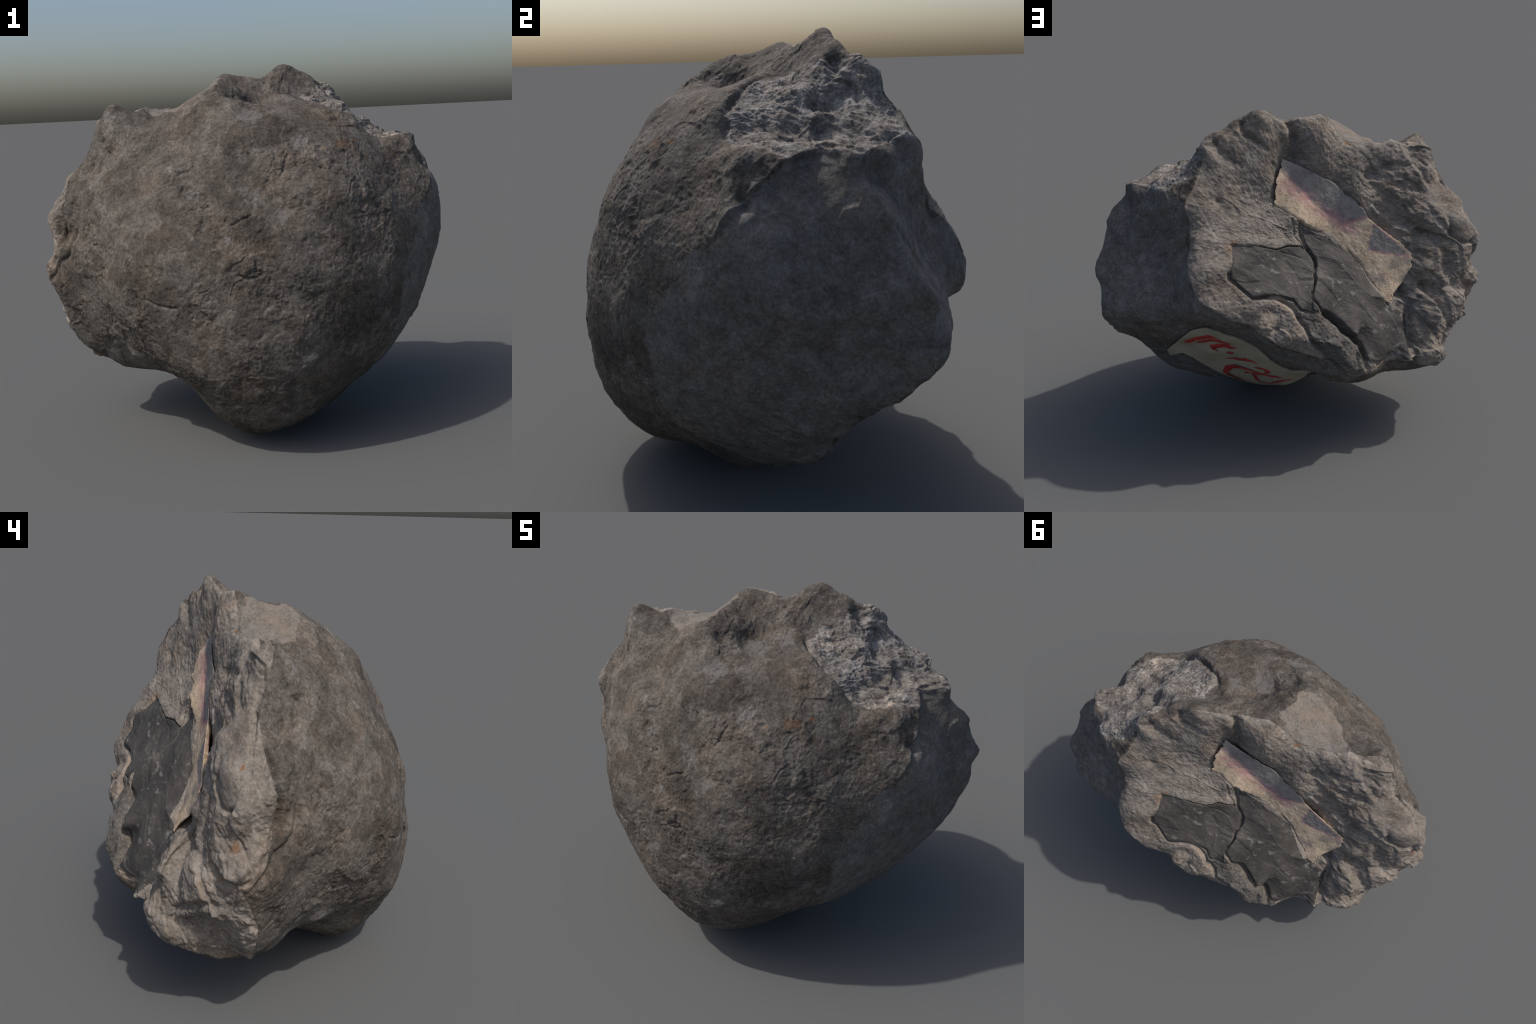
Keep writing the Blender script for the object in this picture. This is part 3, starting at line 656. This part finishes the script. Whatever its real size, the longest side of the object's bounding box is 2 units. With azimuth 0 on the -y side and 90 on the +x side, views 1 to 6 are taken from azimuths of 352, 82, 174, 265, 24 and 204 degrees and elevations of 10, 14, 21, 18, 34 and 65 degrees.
    def bump(self, *layers):
        last = None
        for height, strength, distance in layers:
            n = self.t.nodes.new("ShaderNodeBump")
            n.inputs["Strength"].default_value, n.inputs["Distance"].default_value = strength, distance
            self.link(height, n.inputs["Height"])
            if last:
                self.link(last, n.inputs["Normal"])
            last = n.outputs[0]
        self.link(last, self.bsdf.inputs["Normal"])

    def colour(self, c):
        self.link(c, self.bsdf.inputs["Base Color"])
        return self.m


def grey(v, warm=0.0):
    """A stone grey; warm pushes it towards brown."""
    return (v * (1 + 0.30 * warm), v, v * (1 - 0.30 * warm))


RUST = (0.20, 0.085, 0.025)
TONE = 1.0


def stone(name, dark, mid, light, speck=0.5, stain=0.5, rust=(), pale=(), dull=(), streak=None, specks_at=0.66, blue=0.0, varnish=0.0):
    n = Nodes(name)
    vec = n.mapped(*streak) if streak else n.co
    big = n.noise(5.5, 7, 0.66, distortion=0.6)
    mid_n = n.noise(21, 7, 0.70, vector=vec, distortion=0.3, offset=3.1)
    fine = n.noise(80, 6, 0.75, vector=vec, offset=7.7)
    f = n.math("ADD", n.math("ADD", n.math("MULTIPLY", big, 0.26), n.math("MULTIPLY", mid_n, 0.44)), n.math("MULTIPLY", fine, 0.47))
    c = n.ramp(f, (0.47, dark), (0.585, mid), (0.71, light))
    # browner and greyer clouds
    c = n.mix(n.range(n.noise(6.5, 5, 0.65, offset=11.3), 0.46, 0.68, 0, stain), c, n.mix(1.0, c, (1.10, 0.98, 0.88), "MULTIPLY"))
    if blue:
        c = n.mix(n.range(n.noise(9, 4, 0.6, offset=19.3), 0.45, 0.7, 0, blue), c, n.mix(1.0, c, (1.05, 1.12, 1.25), "MULTIPLY"))
    # dark grains, pale mineral specks
    c = n.mix(n.range(n.noise(48, 3, 0.6, offset=5.0), 0.60, 0.74, 0, 0.55), c, n.mix(1.0, c, (0.55, 0.54, 0.55), "MULTIPLY"))
    crystals = n.math("MULTIPLY", n.range(n.cells(95), 0.26, 0.10), n.range(n.noise(15, 3, 0.6, offset=2.2), 0.46, 0.64))
    c = n.mix(n.math("MULTIPLY", crystals, speck), c, grey(0.33, 0.18))
    c = n.mix(n.range(n.noise(120, 2, 0.5, offset=9.0), specks_at, specks_at + 0.10, 0, speck), c, grey(0.30, 0.12))
    # dark varnished areas with definite edges
    c = n.mix(n.range(n.noise(6.0, 8, 0.68, offset=23.0), 0.50, 0.535, 0, varnish), c, n.mix(1.0, c, (0.64, 0.62, 0.60), "MULTIPLY"))
    for centre, r in dull:
        c = n.mix(n.math("MULTIPLY", n.spot(centre, r, 0.6, 14), 0.7), c, n.mix(1.0, c, (0.62, 0.61, 0.60), "MULTIPLY"))
    for centre, r, v in pale:
        c = n.mix(n.math("MULTIPLY", n.spot(centre, r, 1.0, 26), 0.5), c, grey(v, 0.15))
    for centre, r, amount in rust:
        c = n.mix(n.math("MULTIPLY", n.spot(centre, r, 0.7, 30), amount), c, RUST)
    n.bump((n.noise(60, 6, 0.7, vector=vec), 0.35, 0.010), (n.noise(190, 4, 0.6), 0.30, 0.004))
    return n.colour(c)


mat_rind = stone("weathered_stone", grey(0.046, 0.46), grey(0.092, 0.46), grey(0.165, 0.40), speck=0.55, stain=0.8, varnish=0.75,
                 rust=[((0.237, -0.455, 1.28), 0.012, 0.95), ((0.33, -0.40, 1.285), 0.035, 0.24), ((0.398, -0.345, 1.30), 0.014, 0.5), ((-0.89, 0.08, 1.08), 0.03, 0.5)],
                 pale=[((-0.197, -0.59, 0.935), 0.014, 0.24), ((-0.408, -0.35, 1.222), 0.018, 0.24), ((-0.083, -0.527, 1.112), 0.042, 0.17), ((0.032, -0.592, 1.02), 0.035, 0.16),
                       ((-0.326, -0.445, 1.124), 0.028, 0.17), ((0.148, -0.43, 1.30), 0.040, 0.16), ((-0.05, -0.32, 1.42), 0.05, 0.17), ((0.10, -0.684, 0.44), 0.03, 0.18),
                       ((0.05, -0.12, 1.455), 0.06, 0.15), ((0.16, -0.05, 1.48), 0.05, 0.15), ((-0.62, -0.04, 1.40), 0.05, 0.20)],
                 dull=[((0.05, -0.42, 1.37), 0.13), ((0.33, -0.33, 1.36), 0.12), ((-0.10, -0.60, 0.97), 0.11), ((-0.20, -0.45, 1.20), 0.12), ((-0.05, -0.30, 0.05), 0.3), ((0.30, -0.60, 0.60), 0.2), ((-0.52, 0.03, 1.48), 0.10)])
mat_side = stone("side_stone", grey(0.066, 0.38), grey(0.112, 0.34), grey(0.185, 0.24), speck=0.4, stain=0.6, specks_at=0.67, blue=0.3)
mat_back = stone("fracture_stone", grey(0.090, 0.42), grey(0.178, 0.48), grey(0.27, 0.44), varnish=0.4, speck=0.35, stain=0.8, streak=((0.5, 1.2, 1.2), (0.0, 0.6, 0.0)),
                 rust=[((0.345, 0.48, 1.055), 0.05, 0.35), ((-0.883, 0.124, 1.106), 0.012, 0.7), ((-0.93, 0.13, 0.95), 0.022, 0.35), ((-0.94, 0.15, 0.84), 0.025, 0.6), ((-0.92, 0.19, 0.72), 0.025, 0.5), ((-0.245, 0.115, 1.48), 0.02, 0.8)],
                 pale=[((-0.763, 0.158, 1.163), 0.011, 0.36), ((-0.93, 0.17, 0.74), 0.035, 0.26)])
mat_shelf = stone("crumbly_stone", grey(0.065, 0.32), grey(0.160, 0.34), grey(0.35, 0.28), speck=0.65, stain=0.7, blue=0.3, varnish=0.6)
mat_chip = stone("fresh_stone", grey(0.09, 0.42), grey(0.145, 0.44), grey(0.195, 0.40), speck=0.4, stain=0.7, pale=[((-0.38, 0.07, 1.46), 0.03, 0.24)])


def slab_stone():
    n = Nodes("dark_slate", 0.72, 0.35)
    v = n.mapped((0.6, 1.3, 1.3), (0, 0.6, 0))
    f = n.math("ADD", n.math("MULTIPLY", n.noise(7, 5, 0.6, vector=v), 0.6), n.math("MULTIPLY", n.noise(45, 5, 0.65, vector=v), 0.4))
    c = n.ramp(f, (0.38, grey(0.034, 0.32)), (0.55, grey(0.054, 0.36)), (0.69, grey(0.115, 0.42)))
    flecks = n.math("MULTIPLY", n.range(n.noise(30, 4, 0.6, vector=v, offset=14.0), 0.56, 0.68), n.range(n.noise(9, 4, 0.6, vector=v, offset=4.0), 0.42, 0.58))
    c = n.mix(n.math("MULTIPLY", flecks, 0.75), c, grey(0.20, 0.25))
    c = n.mix(n.range(n.noise(100, 3, 0.6, vector=v), 0.64, 0.76, 0, 0.5), c, grey(0.24, 0.05))
    n.bump((n.noise(90, 5, 0.6, vector=v), 0.22, 0.006))
    return n.colour(c)


mat_slab = slab_stone()
mat_edge = stone("slate_edge", grey(0.050, 0.34), grey(0.105, 0.38), grey(0.19, 0.34), speck=0.5, stain=0.4, streak=((0.35, 1.3, 1.3), (0.0, 0.6, 0.0)))


def torn_label(sheet):
    """Fibrous buff pulp; the upper part keeps its grey printed skin, edged with a faded pink line."""
    n = Nodes("torn_paper", 0.95, 0.1)
    f = n.math("ADD", n.math("MULTIPLY", n.noise(22, 5, 0.65), 0.5), n.math("MULTIPLY", n.noise(110, 4, 0.7), 0.5))
    pulp = n.ramp(f, (0.36, (0.36, 0.27, 0.185)), (0.52, (0.58, 0.45, 0.32)), (0.70, (0.67, 0.55, 0.42)))
    pulp = n.mix(n.range(n.noise(9, 3, 0.6, offset=6.0), 0.52, 0.66, 0, 0.35), pulp, (0.40, 0.25, 0.22))
    skin = n.ramp(f, (0.36, grey(0.18, 0.30)), (0.55, grey(0.27, 0.32)), (0.72, grey(0.33, 0.32)))  # grey lightened to offset the shadow the overhang casts on it
    skin = n.mix(n.range(n.noise(12, 3, 0.6, offset=4.0), 0.5, 0.68, 0, 0.5), skin, (0.15, 0.125, 0.14))
    spot = lambda u, v: sheet.at(np.array([u]), np.array([v]), 0.0)[0]
    facing = unit(spot(0.3, 0.5) - CENTRE)

    def half(a, b, toward, soft, wob):
        """1 on the side of the line a-b (label coordinates) where 'toward' lies."""
        p, q_, t = spot(*a), spot(*b), spot(*toward)
        k = unit(np.cross(q_ - p, facing))
        k = k if (t - p) @ k > 0 else -k
        d = n.t.nodes.new("ShaderNodeVectorMath")
        d.operation = "DOT_PRODUCT"
        d.inputs[1].default_value = tuple(k)
        n.link(n.co, d.inputs[0])
        x = n.math("SUBTRACT", d.outputs["Value"], float(p @ k))
        x = n.math("ADD", x, n.math("MULTIPLY", n.math("SUBTRACT", n.noise(17, 4, 0.6, offset=float(a[0]) + 1), 0.5), wob))
        return n.range(x, -soft, soft)

    first = n.math("MULTIPLY", half((0.08, 0.47), (0.44, 0.52), (0.3, 0.1), 0.010, 0.06), half((0.50, 0.05), (0.47, 0.60), (0.3, 0.1), 0.008, 0.03))
    second = n.math("MULTIPLY", n.math("MULTIPLY", half((0.545, 0.0), (0.68, 0.62), (0.7, 0.2), 0.006, 0.03), half((0.80, 0.05), (0.68, 0.62), (0.7, 0.2), 0.006, 0.03)), half((0.5, 0.02), (0.8, 0.02), (0.7, 0.5), 0.004, 0.02))
    grey_part = n.math("MAXIMUM", first, second)
    c = n.mix(grey_part, pulp, skin)
    band = n.math("MULTIPLY", n.math("MULTIPLY", grey_part, n.math("SUBTRACT", 1.0, grey_part)), 4.0)
    wide = n.math("MULTIPLY", half((0.06, 0.36), (0.44, 0.42), (0.3, 0.9), 0.03, 0.05), half((0.06, 0.70), (0.45, 0.68), (0.3, 0.1), 0.03, 0.05))
    wide = n.math("MULTIPLY", wide, half((0.56, 0.05), (0.50, 0.9), (0.3, 0.3), 0.02, 0.03))
    blush = n.range(n.noise(13, 3, 0.6, offset=8.8), 0.34, 0.56)
    c = n.mix(n.math("MULTIPLY", n.math("MULTIPLY", n.math("MAXIMUM", band, n.math("MULTIPLY", wide, 0.7)), blush), 0.6), c, (0.50, 0.19, 0.24))
    c = n.mix(n.math("MULTIPLY", half((0.80, 0.2), (0.72, 0.9), (0.95, 0.5), 0.02, 0.08), n.range(n.noise(10, 4, 0.6, offset=3.0), 0.46, 0.6, 0, 0.7)), c, grey(0.21, 0.3))
    n.bump((n.noise(70, 6, 0.7, vector=n.mapped((1, 1, 1))), 0.5, 0.010), (n.noise(230, 3, 0.6), 0.4, 0.004))
    return n.colour(c)


def clean_paper():
    n = Nodes("label_paper", 0.8, 0.25)
    f = n.math("ADD", n.math("MULTIPLY", n.noise(9, 4, 0.6), 0.6), n.math("MULTIPLY", n.noise(90, 4, 0.6), 0.4))
    c = n.ramp(f, (0.35, (0.32, 0.28, 0.20)), (0.55, (0.40, 0.355, 0.265)), (0.75, (0.47, 0.42, 0.33)))
    n.bump((n.noise(120, 4, 0.6), 0.15, 0.003))
    return n.colour(c)


def red_paint():
    n = Nodes("red_paint", 0.55, 0.4)
    c = n.ramp(n.noise(60, 4, 0.6), (0.35, (0.34, 0.030, 0.025)), (0.65, (0.46, 0.050, 0.038)))
    return n.colour(c)


# ---------------------------------------------------------------------------
# 6. Objects
# ---------------------------------------------------------------------------
root = bpy.data.objects.new("rock_specimen", None)
root.empty_display_size = 0.2
bpy.context.scene.collection.objects.link(root)
root["label"] = "dark grey-brown broken boulder with torn paper labels"
root["category"] = "rock"


def add(name, mesh, material, parent=root):
    mesh.materials.append(material)
    o = bpy.data.objects.new(name, mesh)
    bpy.context.scene.collection.objects.link(o)
    o.parent = parent
    return o


def mesh_from(name, v, f, normals=None):
    m = bpy.data.meshes.new(name)
    k = f.shape[1]
    m.vertices.add(len(v))
    m.vertices.foreach_set("co", np.ascontiguousarray(v, np.float32).ravel())
    m.loops.add(f.size)
    m.loops.foreach_set("vertex_index", np.ascontiguousarray(f, np.int32).ravel())
    m.polygons.add(len(f))
    m.polygons.foreach_set("loop_start", np.arange(0, f.size, k, dtype=np.int32))
    m.update(calc_edges=True)
    m.polygons.foreach_set("use_smooth", np.ones(len(f), bool))
    if normals is not None:
        m.normals_split_custom_set_from_vertices(normals.tolist())
    return m


# every face belongs to the region that holds its middle
def of_face(x):
    return (x[faces[:, 0]] + x[faces[:, 1]] + x[faces[:, 2]]) / 3


kind = np.zeros(len(faces), np.int8)
kind[of_face(side + 2.2 * ragged) > 0] = 1
kind[of_face(undercut + 0.8 * ragged) > 0] = 7
kind[of_face(west_belly + 0.6 * ragged) > 0] = 8
kind[of_face(shelf + 1.6 * ragged) > 0] = 3
kind[of_face(back + 0.25 * ragged) > 0] = 2
kind[of_face(chip + 0.8 * ragged) > 0] = 4
kind[of_face(tongue + 0.4 * ragged) > 0] = 9
kind[of_face(slab_l + 0.06 * ragged) > 0] = 5
kind[of_face(slab_r + 0.12 * ragged) > 0] = 6
REGIONS = [("weathered_crust", mat_rind), ("side_facet", mat_side), ("fracture_face", mat_back), ("crumbly_shelf", mat_shelf), ("pale_chip", mat_chip), ("slate_slab", mat_slab), ("slate_slab", mat_slab), ("undercut_facet", mat_side), ("smooth_hollow", mat_side), ("slate_edge", mat_edge)]
for k, (name, material) in enumerate(REGIONS):
    f = faces[kind == k]
    used, inv = np.unique(f, return_inverse=True)
    add(name, mesh_from(name, skin[used], inv.reshape(f.shape), skin_n[used]), material)


class Sheet:
    """A sheet of paper that lies on the stone between two edges; (u, v) runs along and across it."""

    def __init__(self, upper, lower, columns, bow=0.0, hug=False, crease=None):
        self.m = None if crease is None else resample(crease, columns)
        self.bow, self.hug = bow, hug
        self.a, self.b, self.n = resample(upper, columns), resample(lower, columns), columns

    def at(self, u, v, lift):
        k = np.clip(np.asarray(u, float), 0, 1) * (self.n - 1)
        i = np.minimum(k.astype(int), self.n - 2)
        t = (k - i)[:, None]
        a, b = self.a[i] * (1 - t) + self.a[i + 1] * t, self.b[i] * (1 - t) + self.b[i + 1] * t
        v = np.asarray(v, float)[:, None]
        p = a * (1 - v) + b * v
        if self.m is not None:
            m = self.m[i] * (1 - t) + self.m[i + 1] * t
            p = np.where(v < 0.5, a + (m - a) * 2 * v, m + (b - m) * (2 * v - 1))
        d = unit(p - CENTRE)
        if self.hug:
            p = CENTRE + d * (hull(d) + 0.001)[:, None]
        bow = self.bow * (1 - (2 * v - 1) ** 2)
        return p + d * (np.asarray(lift, float).reshape(-1, 1) + bow)

    def build(self, name, rows, lift, thick, u0=0.0, u1=1.0, v0=None, v1=None, fray=0.0, seed=0, relief=0.0):
        c = self.n
        u = np.linspace(u0, u1, c)
        lo = np.zeros(c) if v0 is None else v0(u)
        hi = np.ones(c) if v1 is None else v1(u)
        t = np.linspace(0, 1, rows)
        uu = np.repeat(u[:, None], rows, 1)
        vv = lo[:, None] + (hi - lo)[:, None] * t[None]
        # frayed borders: shift the rows near an edge
        if fray:
            line = np.stack([u * 40, np.zeros(c), np.zeros(c)], -1)
            fray = fray * (1 + 1.6 * smooth(u, 0.66, 0.9))
            e0, e1 = fray * fbm(line, 0.55, 3, 0.6, seed), fray * fbm(line, 0.55, 3, 0.6, seed + 5)
            vv = vv + e0[:, None] * (1 - t)[None] ** 3 + e1[:, None] * t[None] ** 3
            side_line = np.stack([t * 12, np.ones(rows), np.ones(rows)], -1)
            uu = uu + 0.5 * fray[:, None] * (fbm(side_line, 0.8, 3, 0.6, seed + 9)[None] * ((uu - u0) / (u1 - u0) - 0.5) * 2 * (np.abs((uu - u0) / (u1 - u0) - 0.5) > 0.4))
        uu, vv = uu.ravel(), vv.ravel()
        top = self.at(uu, vv, np.full(len(uu), lift))
        if relief:
            d = unit(top - CENTRE)
            top = top + d * (relief * (fbm(top, 26, 4, 0.6, seed + 20) + 0.5 * fbm(top, 9, 2, 0.5, seed + 25)))[:, None]
        # rounded rim
        edge = np.minimum(np.minimum(np.tile(t, c), 1 - np.tile(t, c)) * rows, np.minimum(np.repeat(np.arange(c), rows), c - 1 - np.repeat(np.arange(c), rows)))
        top -= unit(top - CENTRE) * (min(0.35 * thick, 0.004) * np.exp(-edge / 1.2))[:, None]
        under = top - unit(top - CENTRE) * thick
        v = np.vstack([top, under])
        idx = np.arange(c * rows).reshape(c, rows)
        a, b, d_, e = idx[:-1, :-1].ravel(), idx[1:, :-1].ravel(), idx[1:, 1:].ravel(), idx[:-1, 1:].ravel()
        f = [np.stack([a, e, d_, b], 1), np.stack([a, b, d_, e], 1) + c * rows]
        rim = np.concatenate([idx[:, 0], idx[-1, 1:], idx[-2::-1, -1], idx[0, -2:0:-1]])
        nxt = np.roll(rim, -1)
        f.append(np.stack([rim, nxt, nxt + c * rows, rim + c * rows], 1))
        f = np.vstack(f)
        # face outwards
        q = v[f[0]]
        if np.cross(q[1] - q[0], q[2] - q[0]) @ (q[0] - CENTRE) < 0:
            f = f[:, ::-1]
        m = mesh_from(name, v, f)
        m.set_sharp_from_angle(angle=math.radians(55))
        return m


# torn strip of paper pulp with what is left of its printed face
strip_sheet = Sheet(STRIP_UPPER, STRIP_LOWER, 260, 0.0, False, STRIP_CREASE)
strip_obj = add("paper_label", strip_sheet.build("paper_label", 70, 0.007, 0.035, fray=0.035, seed=200, relief=0.0028), torn_label(strip_sheet))

# the label beneath, written on in red
plate_sheet = Sheet(PLATE_UPPER, PLATE_LOWER, 160, 0.0, True)
plate_obj = add("paper_label", plate_sheet.build("paper_label", 60, 0.008, 0.010, fray=0.006, seed=300, relief=0.0008), clean_paper())
STROKES = [
    ([(0.221, 0.134), (0.331, 0.151), (0.395, 0.134), (0.448, 0.151)], 0.0187),
    ([(0.308, 0.286), (0.388, 0.218), (0.455, 0.252), (0.502, 0.269)], 0.0136),
    ([(0.462, 0.118), (0.505, 0.235)], 0.0068),
    ([(0.428, 0.403), (0.385, 0.353), (0.435, 0.328), (0.482, 0.319), (0.535, 0.252)], 0.0170),
    ([(0.475, 0.420), (0.515, 0.395)], 0.0170),
    ([(0.458, 0.571), (0.535, 0.504), (0.622, 0.319), (0.656, 0.294)], 0.0153),
    ([(0.572, 0.378), (0.629, 0.319)], 0.0068),
    ([(0.545, 0.908), (0.472, 0.882), (0.395, 0.908), (0.448, 0.739), (0.575, 0.513), (0.639, 0.471), (0.746, 0.454)], 0.0238),
    ([(0.428, 0.849), (0.488, 0.899), (0.538, 0.899)], 0.0170),
    ([(0.639, 0.395), (0.716, 0.336), (0.736, 0.353), (0.709, 0.437)], 0.0136),
    ([(0.625, 0.588), (0.639, 0.739), (0.689, 0.773), (0.749, 0.748)], 0.0136),
    ([(0.565, 0.706), (0.639, 0.521), (0.709, 0.454), (0.763, 0.479)], 0.0153),
    ([(0.716, 0.471), (0.773, 0.445), (0.826, 0.437)], 0.0136),
    ([(0.742, 0.681), (0.819, 0.563), (0.896, 0.521)], 0.0136),
]


def stroke(points, width):
    """A brush stroke on the lower label: a thin flat ribbon with tapered ends."""
    k = 24
    line = resample([(p[0], p[1]) for p in points], k)
    for _ in range(2):
        line[1:-1] = (line[:-2] + 2 * line[1:-1] + line[2:]) / 4
    mid = plate_sheet.at(line[:, 0], line[:, 1], np.full(k, 0.0098))
    tan = unit(np.gradient(mid, axis=0))
    d = unit(mid - CENTRE)
    sidev = unit(np.cross(tan, d))
    t = np.linspace(0, 1, k)
    w = width * (0.30 + 0.70 * smooth(t, 0, 0.18) * smooth(t, 1.0, 0.72)) * (1 + 0.18 * noise(mid, 60, 333))
    rows = [mid + sidev * (w * s)[:, None] + d * z for s, z in ((-1, -0.002), (-0.9, 0.0004), (0, 0.0010), (0.9, 0.0004), (1, -0.002))]
    v = np.stack(rows, 1).reshape(-1, 3)
    n = len(rows)
    f = [(i * n + j, (i + 1) * n + j, (i + 1) * n + j + 1, i * n + j + 1) for i in range(k - 1) for j in range(n - 1)]
    return v, np.array(f)


PAINT = red_paint()
for pts, width in STROKES:
    v, f = stroke(pts, width)
    q = v[f[0]]
    if np.cross(q[1] - q[0], q[2] - q[0]) @ (q[0] - CENTRE) < 0:
        f = f[:, ::-1]
    add("red_brush_stroke", mesh_from("red_brush_stroke", v, f), PAINT, plate_obj)
